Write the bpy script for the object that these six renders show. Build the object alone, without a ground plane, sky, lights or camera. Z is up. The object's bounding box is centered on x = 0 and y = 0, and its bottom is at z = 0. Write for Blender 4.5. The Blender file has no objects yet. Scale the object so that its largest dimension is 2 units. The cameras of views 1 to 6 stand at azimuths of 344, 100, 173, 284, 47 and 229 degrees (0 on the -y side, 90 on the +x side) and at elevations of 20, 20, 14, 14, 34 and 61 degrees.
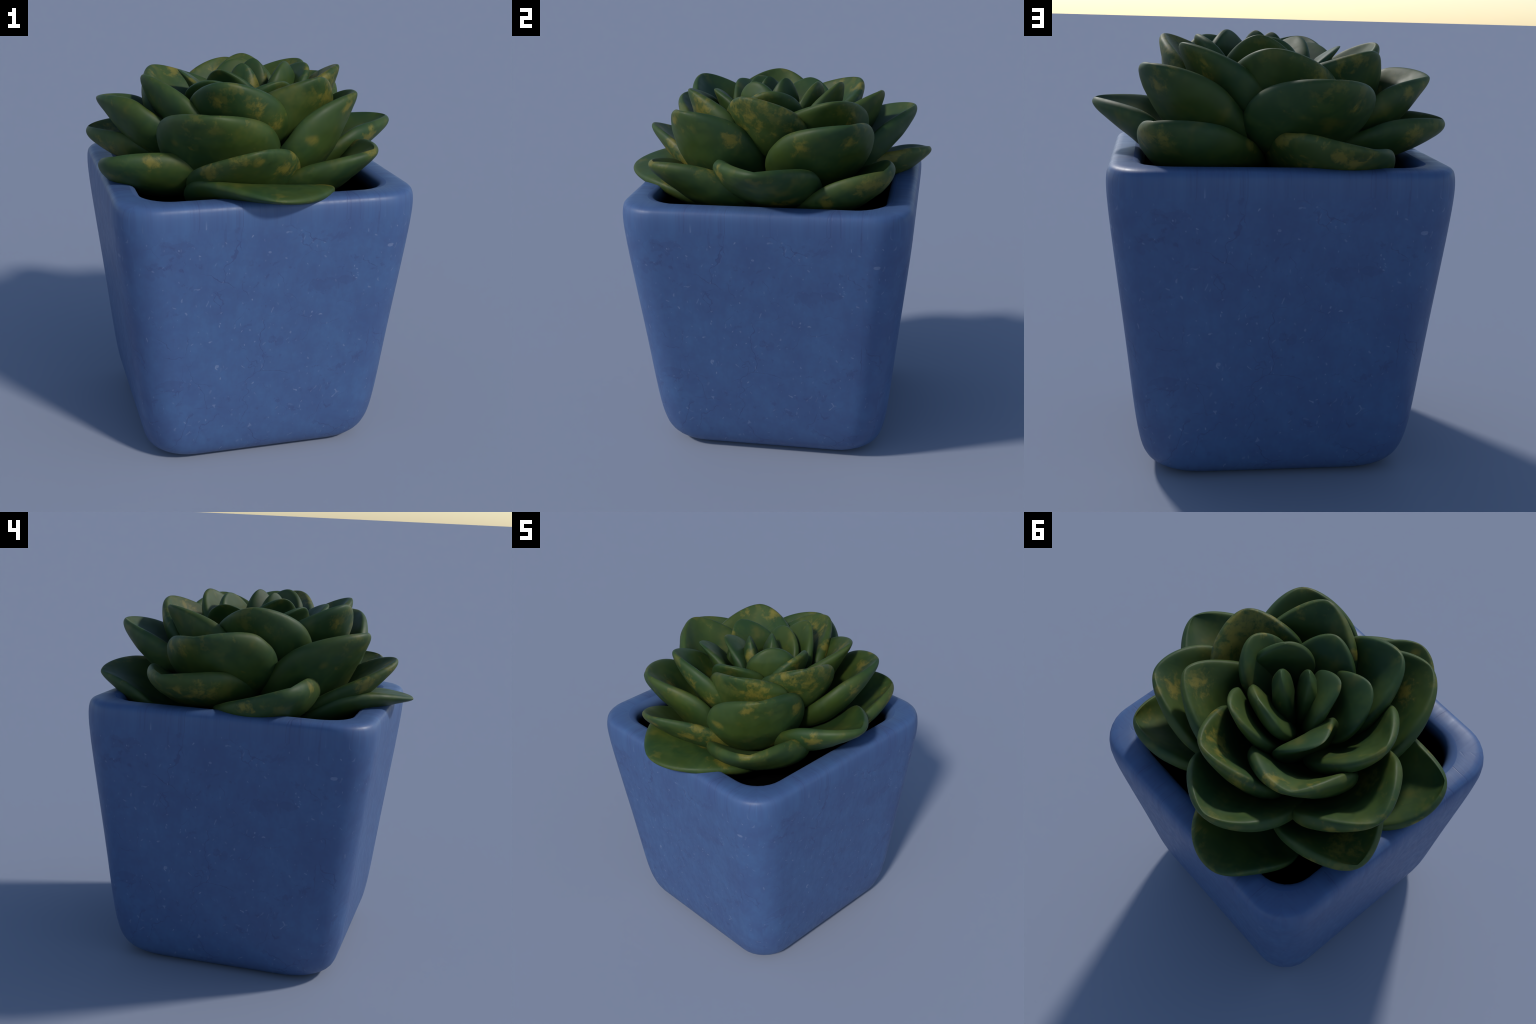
"""Potted succulent: a rosette of thick spoon-shaped leaves in a tapered square blue pot."""
import bpy, math, random
import numpy as np
from mathutils import Matrix, Vector

random.seed(7)
scene = bpy.context.scene
POT_CENTRE = (-0.032, 0.026)


# ------------------------------------------------------------------ node helpers
class Nodes:
    def __init__(self, name):
        self.mat = bpy.data.materials.new(name)
        self.mat.use_nodes = True
        self.nt = self.mat.node_tree
        self.nt.nodes.clear()
        self.out = self.nt.nodes.new("ShaderNodeOutputMaterial")
        self.bsdf = self.nt.nodes.new("ShaderNodeBsdfPrincipled")
        self.nt.links.new(self.bsdf.outputs[0], self.out.inputs[0])

    def put(self, sock, v):
        if isinstance(v, bpy.types.NodeSocket):
            self.nt.links.new(v, sock)
        elif v is not None:
            if sock.type == "RGBA" and len(v) == 3:
                v = (*v, 1.0)
            sock.default_value = v

    def set(self, name, v):
        self.put(self.bsdf.inputs[name], v)

    def math(self, op, a, b=None, c=None, clamp=False):
        n = self.nt.nodes.new("ShaderNodeMath")
        n.operation, n.use_clamp = op, clamp
        for i, v in enumerate((a, b, c)):
            self.put(n.inputs[i], v)
        return n.outputs[0]

    def coord(self, kind="Object"):
        return self.nt.nodes.new("ShaderNodeTexCoord").outputs[kind]

    def split(self, v):
        n = self.nt.nodes.new("ShaderNodeSeparateXYZ")
        self.put(n.inputs[0], v)
        return n.outputs

    def join(self, x, y, z=0.0):
        n = self.nt.nodes.new("ShaderNodeCombineXYZ")
        for i, v in enumerate((x, y, z)):
            self.put(n.inputs[i], v)
        return n.outputs[0]

    def mapping(self, v, scale=(1, 1, 1), loc=(0, 0, 0), rot=(0, 0, 0)):
        n = self.nt.nodes.new("ShaderNodeMapping")
        self.put(n.inputs["Vector"], v)
        n.inputs["Scale"].default_value = scale
        n.inputs["Rotation"].default_value = rot
        self.put(n.inputs["Location"], loc)
        return n.outputs[0]

    def noise(self, v, scale, detail=2.0, rough=0.5, dist=0.0, colour=False):
        n = self.nt.nodes.new("ShaderNodeTexNoise")
        self.put(n.inputs["Vector"], v)
        n.inputs["Scale"].default_value = scale
        n.inputs["Detail"].default_value = detail
        n.inputs["Roughness"].default_value = rough
        n.inputs["Distortion"].default_value = dist
        return n.outputs["Color" if colour else "Fac"]

    def voronoi(self, v, scale, feature="F1", rand=1.0):
        n = self.nt.nodes.new("ShaderNodeTexVoronoi")
        n.feature = feature
        self.put(n.inputs["Vector"], v)
        n.inputs["Scale"].default_value = scale
        n.inputs["Randomness"].default_value = rand
        return n.outputs

    def ramp(self, fac, lo, hi, a=0.0, b=1.0):
        n = self.nt.nodes.new("ShaderNodeMapRange")
        n.interpolation_type = "SMOOTHSTEP"
        self.put(n.inputs["Value"], fac)
        for i, v in zip((1, 2, 3, 4), (lo, hi, a, b)):
            self.put(n.inputs[i], v)
        return n.outputs[0]

    def mix(self, fac, a, b, blend="MIX"):
        n = self.nt.nodes.new("ShaderNodeMix")
        n.data_type, n.blend_type = "RGBA", blend
        self.put(n.inputs[0], fac)
        self.put(n.inputs[6], a)
        self.put(n.inputs[7], b)
        return n.outputs[2]

    def vadd(self, a, b):
        n = self.nt.nodes.new("ShaderNodeVectorMath")
        n.operation = "ADD"
        self.put(n.inputs[0], a)
        self.put(n.inputs[1], b)
        return n.outputs[0]

    def vscale(self, a, s):
        n = self.nt.nodes.new("ShaderNodeVectorMath")
        n.operation = "SCALE"
        self.put(n.inputs[0], a)
        self.put(n.inputs["Scale"], s)
        return n.outputs[0]

    def bump(self, h, strength, dist=0.01):
        n = self.nt.nodes.new("ShaderNodeBump")
        n.inputs["Strength"].default_value = strength
        n.inputs["Distance"].default_value = dist
        self.put(n.inputs["Height"], h)
        return n.outputs[0]


# ------------------------------------------------------------------ materials
def leaf_material(spots=()):
    m = Nodes("succulent_leaf")
    co = m.coord()
    rnd = m.nt.nodes.new("ShaderNodeObjectInfo").outputs["Random"]
    off = m.join(m.math("MULTIPLY", rnd, 37.0), m.math("MULTIPLY", rnd, 91.0), m.math("MULTIPLY", rnd, 53.0))
    p = m.vadd(co, off)
    # soft mottling between blue-green and olive
    big = m.ramp(m.noise(p, 3.2, 3, 0.55, 0.4), 0.38, 0.64)
    col = m.mix(big, GREEN_COOL, GREEN_OLIVE)
    mid = m.ramp(m.noise(p, 9.0, 4, 0.6, 0.5), 0.42, 0.68)
    col = m.mix(m.math("MULTIPLY", mid, 0.55), col, GREEN_LIGHT)
    dark = m.ramp(m.noise(m.vadd(p, (5.1, 2.3, 9.7)), 5.0, 3, 0.5, 0.6), 0.55, 0.72)
    col = m.mix(m.math("MULTIPLY", dark, 0.5), col, GREEN_DARK)
    # ochre blotches: gathered in a few places, ragged edged, some smeared along the leaf
    gate = m.ramp(m.noise(m.vadd(p, (3.7, 8.1, 1.9)), 3.6, 1, 0.5), 0.64, 0.70)
    rag = m.noise(m.mapping(p, scale=(0.8, 1.0, 1.0)), 9.5, 6, 0.64, 0.4)
    blotch = m.math("MULTIPLY", gate, m.ramp(rag, 0.47, 0.59))
    gate2 = m.ramp(m.noise(m.vadd(p, (13.1, 2.4, 6.6)), 3.0, 1, 0.5), 0.51, 0.62)
    speck = m.math("MULTIPLY", gate2, m.ramp(m.noise(m.vadd(p, (6.1, 4.7, 2.2)), 16.0, 5, 0.6, 0.4), 0.60, 0.73))
    blotch = m.math("MAXIMUM", blotch, m.math("MULTIPLY", speck, 0.5))
    haze = m.math("MULTIPLY", m.ramp(m.noise(m.vadd(p, (1.3, 4.4, 7.2)), 6.0, 3, 0.6), 0.54, 0.76), 0.38)
    blotch = m.math("MAXIMUM", blotch, haze)
    # the large blotches that mark single leaves, given by place and size on the leaf
    if spots:
        ragged = m.math("MULTIPLY", m.math("SUBTRACT", m.noise(m.vadd(p, (1.9, 7.3, 3.3)), 19.0, 6, 0.66, 0.3), 0.46), 4.0)
        for x, y, z, r in spots:
            far = m.nt.nodes.new("ShaderNodeVectorMath")
            far.operation = "DISTANCE"
            m.put(far.inputs[0], co)
            far.inputs[1].default_value = (x, y, z)
            d = m.math("DIVIDE", far.outputs["Value"], r)
            mark = m.ramp(m.math("ADD", d, ragged), 0.3, 1.35, 0.95, 0.0)
            blotch = m.math("MAXIMUM", blotch, mark)
    # tips catch a little more of it
    gtip = m.split(m.coord("Generated"))[0]
    tip = m.math("MULTIPLY", m.ramp(gtip, 0.86, 0.98), m.ramp(m.noise(m.vadd(p, (2.2, 0.4, 5.5)), 12.0, 4, 0.6), 0.52, 0.64))
    blotch = m.math("MAXIMUM", blotch, m.math("MULTIPLY", tip, 0.4))
    ochre = m.mix(m.noise(p, 22.0, 2), OCHRE_A, OCHRE_B)
    col = m.mix(m.math("MULTIPLY", blotch, 0.8), col, ochre)
    # occlusion shade between crowded leaves, painted as a darkening towards each base
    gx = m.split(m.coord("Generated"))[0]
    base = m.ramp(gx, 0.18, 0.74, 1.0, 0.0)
    col = m.mix(m.math("MULTIPLY", base, 0.85), col, m.mix(0.5, col, BASE_SHADE_TINT))
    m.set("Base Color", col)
    m.set("Roughness", m.ramp(m.noise(p, 12.0, 3), 0.3, 0.7, 0.52, 0.62))
    m.set("Specular IOR Level", LEAF_SPEC)
    m.set("Normal", m.bump(m.noise(p, 7.0, 2, 0.5), 0.12, 0.02))
    return m.mat


def pot_parts(m):
    """Face-local coordinates: every wall carries the same glaze, t runs to the viewer's right."""
    x, y, z = m.split(m.coord())
    ax, ay = m.math("ABSOLUTE", x), m.math("ABSOLUTE", y)
    side = m.math("GREATER_THAN", ax, ay)
    t_side = m.math("MULTIPLY", m.math("SIGN", x), y)
    t_front = m.math("MULTIPLY", m.math("MULTIPLY", m.math("SIGN", y), x), -1.0)
    t = m.math("ADD", m.math("MULTIPLY", side, t_side), m.math("MULTIPLY", m.math("SUBTRACT", 1.0, side), t_front))
    depth = m.math("MAXIMUM", ax, ay)
    return t, z, depth


def pot_material():
    m = Nodes("glazed_blue_pot")
    t, z, depth = pot_parts(m)
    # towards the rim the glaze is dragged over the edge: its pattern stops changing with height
    zs = m.math("MINIMUM", z, 1.34)
    over = m.ramp(z, 1.32, 1.36)
    inner = m.math("MULTIPLY", over, m.math("MULTIPLY", m.math("SUBTRACT", 0.75, depth), 0.12))
    p = m.join(t, m.math("ADD", zs, inner), 0.0)
    body = m.noise(p, 4.6, 8, 0.7, 0.2)
    col = m.mix(m.ramp(body, 0.28, 0.72), POT_A, POT_B)
    grain = m.noise(m.mapping(p, scale=(1.0, 0.45, 1.0)), 26.0, 4, 0.65)
    col = m.mix(m.math("MULTIPLY", m.ramp(grain, 0.35, 0.75), 0.5), col, POT_C)
    # ragged darker stains: fine scuffs all over, and a few larger smudges and runs on each wall
    scuff = m.math("MULTIPLY", m.ramp(m.noise(m.vadd(p, (4.2, 1.7, 0.0)), 17.0, 8, 0.72, 0.3), 0.56, 0.63),
                   m.ramp(m.noise(m.vadd(p, (9.3, 3.1, 0.0)), 3.4, 2), 0.40, 0.62))
    rag = m.math("MULTIPLY", m.math("SUBTRACT", m.noise(m.vadd(p, (7.7, 0.9, 0.0)), 11.0, 7, 0.68, 0.6), 0.5), 6.5)

    def smudge(t0, z0, rt, rz):
        d = m.math("ADD", m.math("POWER", m.math("DIVIDE", m.math("SUBTRACT", t, t0), rt), 2.0),
                   m.math("POWER", m.math("DIVIDE", m.math("SUBTRACT", z, z0), rz), 2.0))
        return m.ramp(m.math("ADD", d, rag), 0.5, 0.72, 1.0, 0.0)
    st = None
    for spot in ((-0.495, 1.256, 0.10, 0.045), (0.285, 1.253, 0.10, 0.04), (0.23, 0.995, 0.11, 0.045),
                 (-0.493, 0.487, 0.09, 0.04), (-0.59, 1.14, 0.08, 0.05), (0.37, 1.02, 0.06, 0.03), (0.02, 0.70, 0.05, 0.03),
                 (-0.258, 1.31, 0.006, 0.06), (0.513, 1.31, 0.006, 0.06)):
        s = smudge(*spot)
        st = s if st is None else m.math("MAXIMUM", st, s)
    flat = m.ramp(m.math("ABSOLUTE", t), 0.58, 0.68, 1.0, 0.0)
    scuff = m.math("MULTIPLY", scuff, flat)
    col = m.mix(m.math("MULTIPLY", scuff, 0.42), col, POT_STAIN)
    st = m.math("MULTIPLY", st, flat)
    col = m.mix(m.math("MULTIPLY", st, 0.27), col, POT_STAIN)
    # hairline cracks: thin borders of warped cells, shown only here and there
    warp = m.vadd(p, m.vscale(m.noise(p, 5.0, 4, 0.5, colour=True), 0.22))
    edge = m.voronoi(warp, 3.0, "DISTANCE_TO_EDGE")["Distance"]
    crack = m.math("MULTIPLY", m.ramp(edge, 0.003, 0.010, 1.0, 0.0), m.ramp(m.noise(m.vadd(p, (2.2, 7.7, 0.0)), 4.0, 2), 0.46, 0.60))
    edge2 = m.voronoi(m.vadd(warp, (5.3, 2.9, 0.0)), 4.6, "DISTANCE_TO_EDGE")["Distance"]
    crack2 = m.math("MULTIPLY", m.ramp(edge2, 0.003, 0.011, 1.0, 0.0), m.ramp(m.noise(m.vadd(p, (8.2, 1.7, 0.0)), 5.0, 2), 0.52, 0.62))
    crack = m.math("MAXIMUM", crack, m.math("MULTIPLY", crack2, 0.8))
    crack = m.math("MULTIPLY", crack, flat)
    col = m.mix(m.math("MULTIPLY", crack, 0.52), col, POT_STAIN)

    # pale flecks: short curved strokes of many sizes
    def flecks(scale, size, keep, shift, bend, squash):
        q = m.vadd(p, m.vscale(m.noise(m.vadd(p, shift), bend, 1, colour=True), 0.14))
        q = m.mapping(q, scale=(1.0, squash, 1.0), rot=(0, 0, shift[0]))
        v = m.voronoi(m.vadd(q, shift), scale)
        dot = m.ramp(v["Distance"], size * 0.6, size, 1.0, 0.0)
        r, g, b = m.split(v["Color"])
        return m.math("MULTIPLY", m.math("MULTIPLY", dot, m.math("GREATER_THAN", r, keep)), m.ramp(g, 0.0, 1.0, 0.25, 1.0))
    fl = flecks(17.0, 0.11, 0.52, (0.5, 3.1, 0.0), 14.0, 0.42)
    fl = m.math("MAXIMUM", fl, flecks(13.0, 0.10, 0.55, (2.1, 6.3, 0.0), 16.0, 0.36))
    fl = m.math("MAXIMUM", fl, flecks(24.0, 0.14, 0.66, (1.1, 9.3, 0.0), 11.0, 0.6))
    fl = m.math("MAXIMUM", fl, m.math("MULTIPLY", flecks(36.0, 0.18, 0.55, (2.7, 1.3, 0.0), 11.0, 0.4), 0.7))

    # the one big chip near the upper right of each wall and a smaller one low on the left
    def chip(t0, z0, rt, rz, k):
        d = m.math("ADD", m.math("POWER", m.math("ABSOLUTE", m.math("DIVIDE", m.math("SUBTRACT", t, t0), rt)), 2.5),
                   m.math("POWER", m.math("ABSOLUTE", m.math("DIVIDE", m.math("SUBTRACT", z, z0), rz)), 2.5))
        d = m.math("ADD", d, m.math("MULTIPLY", m.math("SUBTRACT", m.noise(p, 40.0, 2), 0.5), 1.6))
        return m.math("MULTIPLY", m.ramp(d, 0.7, 1.1, 1.0, 0.0), k)
    fl = m.math("MAXIMUM", fl, chip(0.592, 1.183, 0.017, 0.009, 0.8))
    fl = m.math("MAXIMUM", fl, chip(-0.282, 0.584, 0.010, 0.009, 0.75))
    fl = m.math("MAXIMUM", fl, chip(-0.036, 1.197, 0.008, 0.006, 0.7))
    wall = m.ramp(z, 1.34, 1.39, 1.0, 0.0)
    fl = m.math("MULTIPLY", fl, wall)
    col = m.mix(m.math("MULTIPLY", fl, 0.45), col, POT_FLECK)
    # fine drag lines across the rim
    streak = m.noise(m.mapping(m.join(t, m.math("MULTIPLY", depth, 0.15), 0.0), scale=(1, 1, 1)), 70.0, 3, 0.7)
    rim = m.ramp(z, 1.34, 1.40)
    dark_s = m.math("MULTIPLY", rim, m.ramp(streak, 0.52, 0.72))
    col = m.mix(m.math("MULTIPLY", dark_s, 0.35), col, POT_STAIN)
    pale_s = m.math("MULTIPLY", rim, m.ramp(m.noise(m.join(m.math("ADD", t, m.math("MULTIPLY", depth, 0.12)), 3.3, 0.0), 60.0, 2), 0.70, 0.74))
    col = m.mix(m.math("MULTIPLY", pale_s, 0.38), col, POT_FLECK)
    m.set("Base Color", col)
    rough = m.ramp(grain, 0.3, 0.7, POT_ROUGH - 0.05, POT_ROUGH + 0.05)
    m.set("Roughness", rough)
    m.set("Specular IOR Level", POT_SPEC)
    h = m.math("ADD", m.math("MULTIPLY", crack, -0.6), m.math("MULTIPLY", grain, 0.3))
    m.set("Normal", m.bump(h, 0.15, 0.01))
    return m.mat


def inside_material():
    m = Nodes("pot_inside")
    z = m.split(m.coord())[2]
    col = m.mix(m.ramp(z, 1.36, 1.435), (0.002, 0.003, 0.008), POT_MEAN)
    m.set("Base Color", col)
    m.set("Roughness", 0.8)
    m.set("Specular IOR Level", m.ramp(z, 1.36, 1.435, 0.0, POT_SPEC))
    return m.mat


def soil_material():
    m = Nodes("dark_soil")
    n = m.noise(m.coord(), 30.0, 5, 0.7)
    m.set("Base Color", m.mix(n, (0.0006, 0.0006, 0.0009), (0.0018, 0.0016, 0.0016)))
    m.set("Roughness", 1.0)
    m.set("Specular IOR Level", 0.0)
    m.set("Normal", m.bump(n, 0.6, 0.02))
    return m.mat


# base colours (linear)
GREEN_COOL = (0.0221, 0.0552, 0.0138)
GREEN_OLIVE = (0.0405, 0.0681, 0.0101)
GREEN_LIGHT = (0.0515, 0.0865, 0.0166)
GREEN_DARK = (0.0156, 0.0414, 0.0083)
OCHRE_A = (0.23, 0.182, 0.026)
OCHRE_B = (0.14, 0.122, 0.018)
BASE_SHADE_TINT = (0.0055, 0.0184, 0.0028)
LEAF_SPEC = 0.34
POT_A = (0.055, 0.096, 0.225)
POT_B = (0.065, 0.130, 0.278)
POT_C = (0.056, 0.095, 0.217)
POT_STAIN = (0.045, 0.060, 0.16)
POT_FLECK = (0.25, 0.30, 0.44)
POT_MEAN = (0.058, 0.112, 0.257)
POT_ROUGH = 0.46
POT_SPEC = 0.42


# ------------------------------------------------------------------ mesh helpers
def make_object(name, verts, faces, mats, parent=None, matrix=None, face_mats=None):
    me = bpy.data.meshes.new(name)
    me.from_pydata([tuple(v) for v in verts], [], faces)
    for mt in mats:
        me.materials.append(mt)
    me.polygons.foreach_set("use_smooth", [True] * len(me.polygons))
    if face_mats is not None:
        me.polygons.foreach_set("material_index", face_mats)
    me.update()
    ob = bpy.data.objects.new(name, me)
    scene.collection.objects.link(ob)
    if parent is not None:
        ob.parent = parent
    if matrix is not None:
        ob.matrix_world = matrix
    return ob


def rounded_square(w, r, corner=9, straight=8):
    """Outline of half-width w with corner radius r, counter-clockwise."""
    pts = []
    for q, (cx, cy) in enumerate(((1, 1), (-1, 1), (-1, -1), (1, -1))):
        for i in range(corner):
            a = math.pi / 2 * (q + i / (corner - 1))
            pts.append((cx * (w - r) + r * math.cos(a), cy * (w - r) + r * math.sin(a)))
        a1 = math.pi / 2 * (q + 1)
        nx, ny = ((-1, 1), (-1, -1), (1, -1), (1, 1))[q]
        e0 = pts[-1]
        e1 = (nx * (w - r) + r * math.cos(a1), ny * (w - r) + r * math.sin(a1))
        for i in range(1, straight):
            f = i / straight
            pts.append((e0[0] * (1 - f) + e1[0] * f, e0[1] * (1 - f) + e1[1] * f))
    return pts


def smooth_profile(ctrl, per=6):
    """Uniform cubic B-spline through the control polygon's ends."""
    c = [np.array(p, float) for p in ctrl]
    c = [2 * c[0] - c[1]] + c + [2 * c[-1] - c[-2]]
    out = []
    for i in range(len(c) - 3):
        for k in range(per):
            t = k / per
            b = ((1 - t) ** 3, 3 * t ** 3 - 6 * t * t + 4, -3 * t ** 3 + 3 * t * t + 3 * t + 1, t ** 3)
            out.append(sum(b[j] * c[i + j] for j in range(4)) / 6)
    out.append(c[-2])
    return out


def build_pot(parent):
    # (half-width, height, corner radius): outside wall, bottom to rim
    outside = [(0.524, 0.0, 0.187), (0.603, 0.044, 0.188), (0.646, 0.200, 0.190), (0.682, 0.601, 0.196),
               (0.766, 1.317, 0.206), (0.760, 1.400, 0.207)]
    prof = smooth_profile(outside, 7)
    rim = [(0.7575, 1.416, 0.207), (0.753, 1.430, 0.204), (0.744, 1.440, 0.198), (0.731, 1.4465, 0.190), (0.712, 1.4495, 0.184),
           (0.680, 1.4505, 0.178), (0.648, 1.449, 0.175), (0.630, 1.443, 0.173), (0.618, 1.431, 0.171), (0.611, 1.412, 0.170)]
    inner = [(0.606, 1.38, 0.17), (0.60, 1.32, 0.17), (0.59, 1.22, 0.17), (0.58, 1.12, 0.17)]
    prof = prof + [np.array(p) for p in rim + inner]
    first_inner = len(prof) - len(inner) - 4
    verts, faces, mid = [], [], []
    for w, z, r in prof:
        verts += [(x, y, z) for x, y in rounded_square(w, r)]
    n = len(rounded_square(1, 0.2))
    for k in range(len(prof) - 1):
        for i in range(n):
            j = (i + 1) % n
            faces.append((k * n + i, k * n + j, (k + 1) * n + j, (k + 1) * n + i))
            mid.append(1 if k >= first_inner else 0)
    # underside
    w, z, r = prof[0]
    base = len(verts)
    verts += [(x, y, 0.0) for x, y in rounded_square(w * 0.55, r * 0.55)]
    for i in range(n):
        j = (i + 1) % n
        faces.append((i, base + i, base + j, j))
        mid.append(0)
    faces.append(tuple(base + i for i in reversed(range(n))))
    mid.append(0)
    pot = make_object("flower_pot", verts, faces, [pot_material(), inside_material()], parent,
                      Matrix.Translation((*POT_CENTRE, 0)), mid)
    return pot


def build_soil(parent):
    rings, n = 10, 0
    verts, faces = [], []
    for k in range(rings + 1):
        f = k / rings
        ring = rounded_square(0.592 * f + 0.001, 0.17 * f + 0.0003)
        n = len(ring)
        for x, y in ring:
            lump = 0.012 * math.sin(17 * x + 3 * y) * math.cos(13 * y - 5 * x) + 0.06 * (1 - f * f)
            verts.append((x, y, 1.17 + lump))
    for k in range(rings):
        for i in range(n):
            j = (i + 1) % n
            faces.append((k * n + i, (k + 1) * n + i, (k + 1) * n + j, k * n + j))
    return make_object("soil", verts, faces, [soil_material()], parent, Matrix.Translation((*POT_CENTRE, 0)))


# ------------------------------------------------------------------ leaves
# One row per leaf, lowest ring first. azimuth (0 = -y, 90 = +x), start radius, start height,
# start slope, curl, length, half-width, lift of the side rims, roll, twist, sideways bend,
# late twist, tip droop, hollow depth, thickness -- angles in degrees, lengths in metres
LEAVES = [
    (354, -0.027, 1.260, 9, 51, 0.896, 0.384, 0.28, 4, -5, 5, -10, 0.20, 0.10, 0.127),
    (43, 0.040, 1.209, 19, 61, 0.876, 0.320, 0.52, -3, -2, -11, 17, 0.02, 0.31, 0.112),
    (91, 0.069, 1.324, 14, 66, 0.850, 0.305, 0.57, -8, -7, 4, 11, 0.07, 0.37, 0.108),
    (142, 0.053, 1.349, 5, 63, 0.883, 0.274, 0.51, 11, 3, -15, -6, -0.16, 0.38, 0.101),
    (202, 0.100, 1.390, -5, 52, 0.890, 0.300, 0.51, -28, -9, 23, 29, -0.27, 0.28, 0.107),
    (247, 0.022, 1.426, -0, 60, 0.922, 0.294, 0.57, 4, 3, 8, -8, -0.07, 0.40, 0.106),
    (289, 0.007, 1.477, -8, 90, 0.899, 0.292, 0.38, 5, 5, 23, 12, 0.07, 0.38, 0.105),
    (-16, -0.014, 1.307, 24, 54, 0.839, 0.283, 0.04, 3, -1, 25, 9, 0.49, 0.30, 0.103),
    (46, 0.059, 1.268, 34, 47, 0.893, 0.316, 0.65, 9, 5, 3, -8, -0.25, 0.42, 0.111),
    (130, 0.080, 1.393, 27, 46, 0.811, 0.294, 0.44, -6, -13, 4, 16, -0.02, 0.42, 0.106),
    (198, 0.076, 1.482, 19, 46, 0.791, 0.290, 0.26, 1, 0, -12, -4, 0.13, 0.44, 0.105),
    (259, 0.116, 1.457, 11, 59, 0.833, 0.322, 0.67, 8, 0, -17, 5, -0.24, 0.46, 0.112),
    (326, 0.088, 1.317, 42, 28, 0.787, 0.307, 0.23, 3, -2, 27, -4, 0.31, 0.46, 0.109),
    (31, 0.061, 1.464, 31, 79, 0.756, 0.283, 0.69, -9, -6, 3, 10, -0.17, 0.42, 0.103),
    (84, 0.046, 1.547, 30, 74, 0.660, 0.252, 0.51, -10, -1, -35, 15, 0.01, 0.42, 0.096),
    (140, 0.044, 1.430, 37, 62, 0.735, 0.270, 0.45, -16, -6, -46, 29, 0.23, 0.42, 0.100),
    (182, 0.049, 1.431, 32, 68, 0.763, 0.275, 0.45, -11, -2, -38, 18, 0.11, 0.42, 0.101),
    (229, 0.051, 1.509, 22, 81, 0.748, 0.286, 0.55, -15, -5, -27, 31, 0.04, 0.42, 0.104),
    (281, 0.023, 1.579, 26, 73, 0.653, 0.254, 0.22, -11, -3, -22, 30, 0.30, 0.42, 0.096),
    (336, -0.008, 1.560, 27, 74, 0.688, 0.255, 0.32, -7, -3, -17, 21, 0.23, 0.42, 0.096),
    (13, 0.067, 1.577, 43, 53, 0.474, 0.183, 0.46, 9, 3, 12, -12, -0.03, 0.20, 0.085),
    (94, 0.044, 1.646, 44, 41, 0.440, 0.163, 0.21, 3, 2, -12, 7, 0.10, 0.20, 0.085),
    (66, 0.091, 1.650, 59, 70, 0.400, 0.160, 0.30, -22, -7, -2, 23, -0.10, 0.08, 0.090),
    (170, 0.069, 1.605, 40, 84, 0.495, 0.188, 0.30, -2, -1, -2, -6, 0.23, 0.20, 0.085),
    (176, 0.043, 1.627, 53, 20, 0.404, 0.166, 0.17, -6, -0, -36, 23, -0.22, 0.05, 0.090),
    (246, 0.186, 1.522, 61, 47, 0.459, 0.197, 0.53, 6, 3, 21, -2, 0.16, 0.12, 0.085),
    (312, 0.076, 1.567, 45, 58, 0.481, 0.194, 0.32, 2, 3, 26, 4, 0.15, 0.06, 0.085),
    (305, 0.032, 1.592, 58, 55, 0.428, 0.173, 0.40, 7, 1, 11, -7, 0.19, 0.00, 0.095),
    (321, 0.014, 1.500, 83, 8, 0.500, 0.102, 0.10, 0, 0, 0, 0, 0.00, -0.05, 0.105),
    (140, 0.014, 1.500, 81, 10, 0.510, 0.105, 0.10, 0, 0, 0, 0, 0.00, -0.05, 0.118),
]

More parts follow.
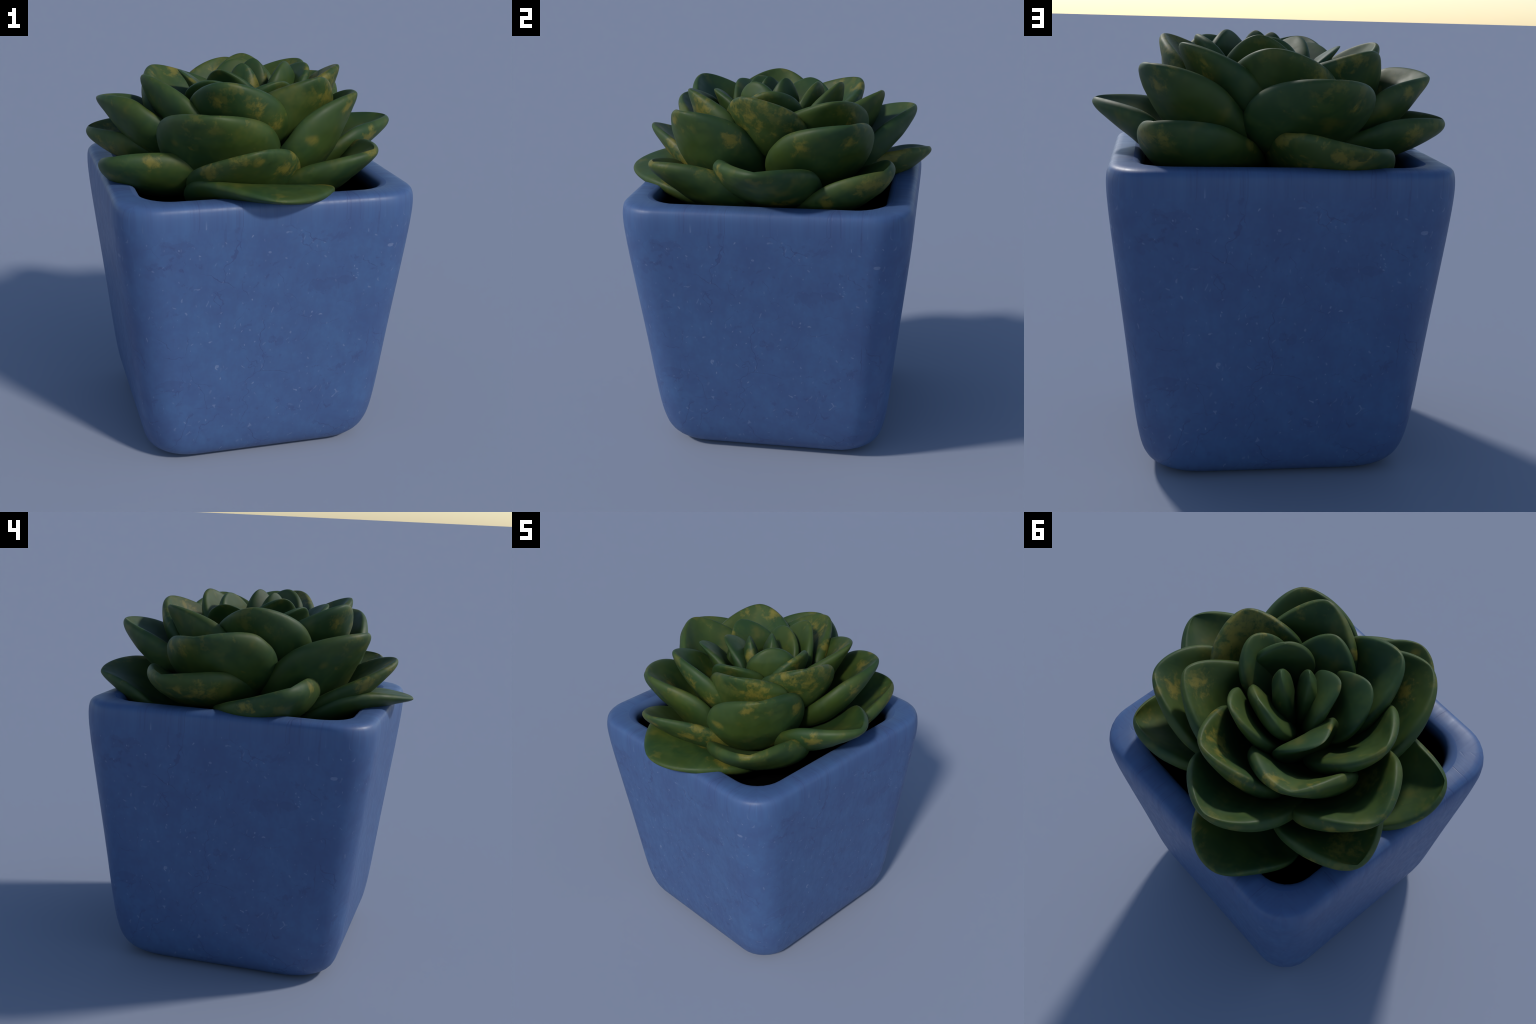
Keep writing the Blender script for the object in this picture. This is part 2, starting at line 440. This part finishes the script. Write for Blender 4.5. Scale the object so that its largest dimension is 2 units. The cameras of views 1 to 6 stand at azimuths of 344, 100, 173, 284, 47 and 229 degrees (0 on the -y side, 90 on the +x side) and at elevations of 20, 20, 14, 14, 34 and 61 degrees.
# centres (in the leaf's own frame) and radii of the big ochre blotches, by row of LEAVES
OCHRE_SPOTS = {
    0: [(0.55, 0.31, 0.25, 0.08)],
    1: [(0.51, 0.2, 0.44, 0.072), (0.72, -0.06, 0.44, 0.044), (0.74, -0.05, 0.44, 0.053)],
    2: [(0.57, -0.22, 0.27, 0.059)],
    3: [(0.76, -0.13, 0.2, 0.071), (0.79, -0.06, 0.21, 0.062), (0.78, 0.01, 0.2, 0.064)],
    5: [(0.69, 0.2, 0.09, 0.068), (0.76, -0.18, 0.13, 0.065), (0.73, 0.17, 0.07, 0.095), (0.71, -0.02, 0.19, 0.087), (0.66, 0.02, 0.16, 0.054)],
    6: [(0.67, 0.2, 0.11, 0.043), (0.81, -0.17, 0.03, 0.058)],
    7: [(0.74, -0.17, 0.27, 0.069), (0.82, -0.03, 0.35, 0.058), (0.61, 0.22, 0.25, 0.07), (0.47, 0.3, 0.25, 0.068), (0.56, 0.27, 0.33, 0.064), (0.71, -0.2, 0.28, 0.047), (0.56, 0.27, 0.34, 0.065)],
    8: [(0.57, -0.08, 0.57, 0.044), (0.4, 0.24, 0.49, 0.058), (0.57, -0.08, 0.57, 0.048), (0.41, 0.22, 0.49, 0.044)],
    9: [(0.51, -0.22, 0.34, 0.057), (0.62, 0.02, 0.37, 0.047), (0.51, 0.03, 0.42, 0.07)],
    11: [(0.59, -0.22, 0.29, 0.046), (0.65, -0.11, 0.28, 0.045), (0.38, 0.07, 0.24, 0.082)],
    12: [(0.45, 0.01, 0.44, 0.064)],
    13: [(0.45, 0.08, 0.39, 0.079), (0.43, 0.15, 0.42, 0.08), (0.45, 0.13, 0.42, 0.097)],
    14: [(0.33, -0.14, 0.41, 0.046), (0.36, -0.15, 0.4, 0.054), (0.31, 0.04, 0.42, 0.197), (0.28, 0.14, 0.35, 0.147)],
    15: [(0.41, -0.01, 0.49, 0.075)],
    16: [(0.44, 0.01, 0.45, 0.055), (0.39, -0.03, 0.43, 0.073), (0.53, 0.19, 0.37, 0.085)],
    17: [(0.54, -0.13, 0.39, 0.068), (0.49, -0.16, 0.36, 0.053), (0.44, -0.1, 0.41, 0.058), (0.47, 0.07, 0.4, 0.036)],
    19: [(0.51, 0.13, 0.28, 0.057), (0.43, 0.23, 0.2, 0.053), (0.54, -0.07, 0.32, 0.047)],
    25: [(0.09, 0.1, 0.4, 0.046)],
    28: [(0.07, 0.09, 0.42, 0.051)],
}


STEPS, LOOP = 44, 48


def half_width(s):
    x = np.clip((s - 0.55) / 0.45, 0, 1)
    return np.where(s < 0.55, 0.2 + 0.8 * np.sin(np.pi / 2 * s / 0.55), np.maximum(1 - x ** 2.2, 0) ** 0.55)


def rim_lift(s):
    """The side rims stand highest at 70 % of the length and come down to the tip."""
    dome = np.where(s < 0.7, 1 - ((s - 0.7) / 0.7) ** 2, 1 - ((s - 0.7) / 0.3) ** 2)
    return 0.7 * dome + 0.3 * half_width(s)


def build_leaf(parent, mat, spec):
    az, r0, z0, e0, curl, length, width, lift, roll, twist, bend, late, droop, hollow, full = spec
    e0, curl, roll, twist, bend, late = (math.radians(v) for v in (e0, curl, roll, twist, bend, late))
    # denser stations towards the rounded tip
    s = 1 - (1 - np.linspace(0, 1, STEPS)) ** 1.9

    def heading(u):
        e, b = e0 + curl * (u - 0.3), bend * (u - 0.3)
        return np.stack([np.cos(e) * np.cos(b), np.cos(e) * np.sin(b), np.sin(e)], 1), \
            np.stack([-np.sin(b), np.cos(b), 0 * b], 1)
    fine = np.linspace(0, 1, 400)
    tf = heading(fine)[0]
    path = np.concatenate([np.zeros((1, 3)), np.cumsum((tf[1:] + tf[:-1]) / 2, 0)]) / 399 * length
    spine = np.stack([np.interp(s, fine, path[:, k]) for k in range(3)], 1)
    along, sideways = heading(s)
    normal = np.cross(along, sideways)
    spine -= normal * (droop * width * np.clip((s - 0.6) / 0.4, 0, 1) ** 2)[:, None]
    hw = half_width(s)
    w = width * hw
    # how the hollow runs along the leaf: the low outer leaves are spoons, deepest near the tip
    peak, edge = (0.66, 0.6) if length > 0.83 and 0.3 < hollow < 0.41 else (0.45, 0.8)
    bowl = np.clip(1 - np.clip((s - peak) / (1 - peak), 0, 1) ** 2.6, 0, 1) ** edge * (0.25 + 0.75 * np.clip(s / peak, 0, 1))
    thick = full * (0.75 + 0.25 * np.sin(np.pi * np.clip(s / 0.9, 0, 1))) * np.minimum(1, hw / 0.85) ** (0.8 if width > 0.11 else 1.5)   # bud leaves taper to a wedge
    verts, faces = [], []
    th = np.linspace(0, 2 * np.pi, LOOP, endpoint=False)
    c, sn = np.cos(th), np.sin(th)
    tt = np.sign(c) * np.abs(c) ** 0.62            # full, round-edged section
    hh = np.sign(sn) * np.abs(sn) ** 0.85
    k = math.sqrt(1 - lift * lift * 0.5)
    for i in range(STEPS):
        a = roll + twist * s[i] + late * s[i] ** 2
        s2 = math.cos(a) * sideways[i] + math.sin(a) * normal[i]
        n2 = -math.sin(a) * sideways[i] + math.cos(a) * normal[i]
        centre = spine[i]
        sag = hollow * width * bowl[i]
        rise = lift * width * rim_lift(s[i]) - sag * (1 - tt ** 2)
        h = np.where(hh > 0, hh * thick[i] * 0.36, hh * thick[i] * 0.64)
        slope = 2 * sag * tt / max(w[i], 1e-4)     # lips lean with the hollow
        lean = -np.clip(slope, -0.8, 0.8) * h
        verts += list(centre + np.outer(w[i] * tt * k + lean, s2) + np.outer(rise + h, n2))
    for i in range(STEPS - 1):
        for j in range(LOOP):
            q = (j + 1) % LOOP
            faces.append((i * LOOP + j, i * LOOP + q, (i + 1) * LOOP + q, (i + 1) * LOOP + j))
    faces.append(tuple(reversed(range(LOOP))))
    faces.append(tuple((STEPS - 1) * LOOP + j for j in range(LOOP)))
    a = math.radians(az)
    rad = Vector((math.sin(a), -math.cos(a), 0))
    across = Vector((math.cos(a), math.sin(a), 0))
    mtx = Matrix(((rad.x, across.x, 0, rad.x * r0), (rad.y, across.y, 0, rad.y * r0), (0, 0, 1, z0), (0, 0, 0, 1)))
    return make_object("leaf", np.array(verts), faces, [mat], parent, mtx)


def build_stem(parent, mat):
    prof = [(0.075, 1.12), (0.085, 1.25), (0.085, 1.45), (0.075, 1.6), (0.05, 1.7), (0.02, 1.75)]
    n, verts, faces = 20, [], []
    for r, z in prof:
        verts += [(r * math.cos(2 * math.pi * i / n), r * math.sin(2 * math.pi * i / n), z) for i in range(n)]
    for k in range(len(prof) - 1):
        for i in range(n):
            j = (i + 1) % n
            faces.append((k * n + i, k * n + j, (k + 1) * n + j, (k + 1) * n + i))
    faces.append(tuple(reversed(range(n))))
    faces.append(tuple((len(prof) - 1) * n + i for i in range(n)))
    return make_object("stem", verts, faces, [mat], parent)


# ------------------------------------------------------------------ assembly
root = bpy.data.objects.new("potted_succulent", None)
scene.collection.objects.link(root)
root["label"] = "green succulent rosette with ochre blotches in square blue pot"
root["category"] = "potted plant"

build_pot(root)
build_soil(root)
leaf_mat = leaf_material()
rosette = bpy.data.objects.new("succulent_rosette", None)
scene.collection.objects.link(rosette)
rosette.parent = root
build_stem(rosette, leaf_mat)
for number, spec in enumerate(LEAVES):
    spots = OCHRE_SPOTS.get(number)
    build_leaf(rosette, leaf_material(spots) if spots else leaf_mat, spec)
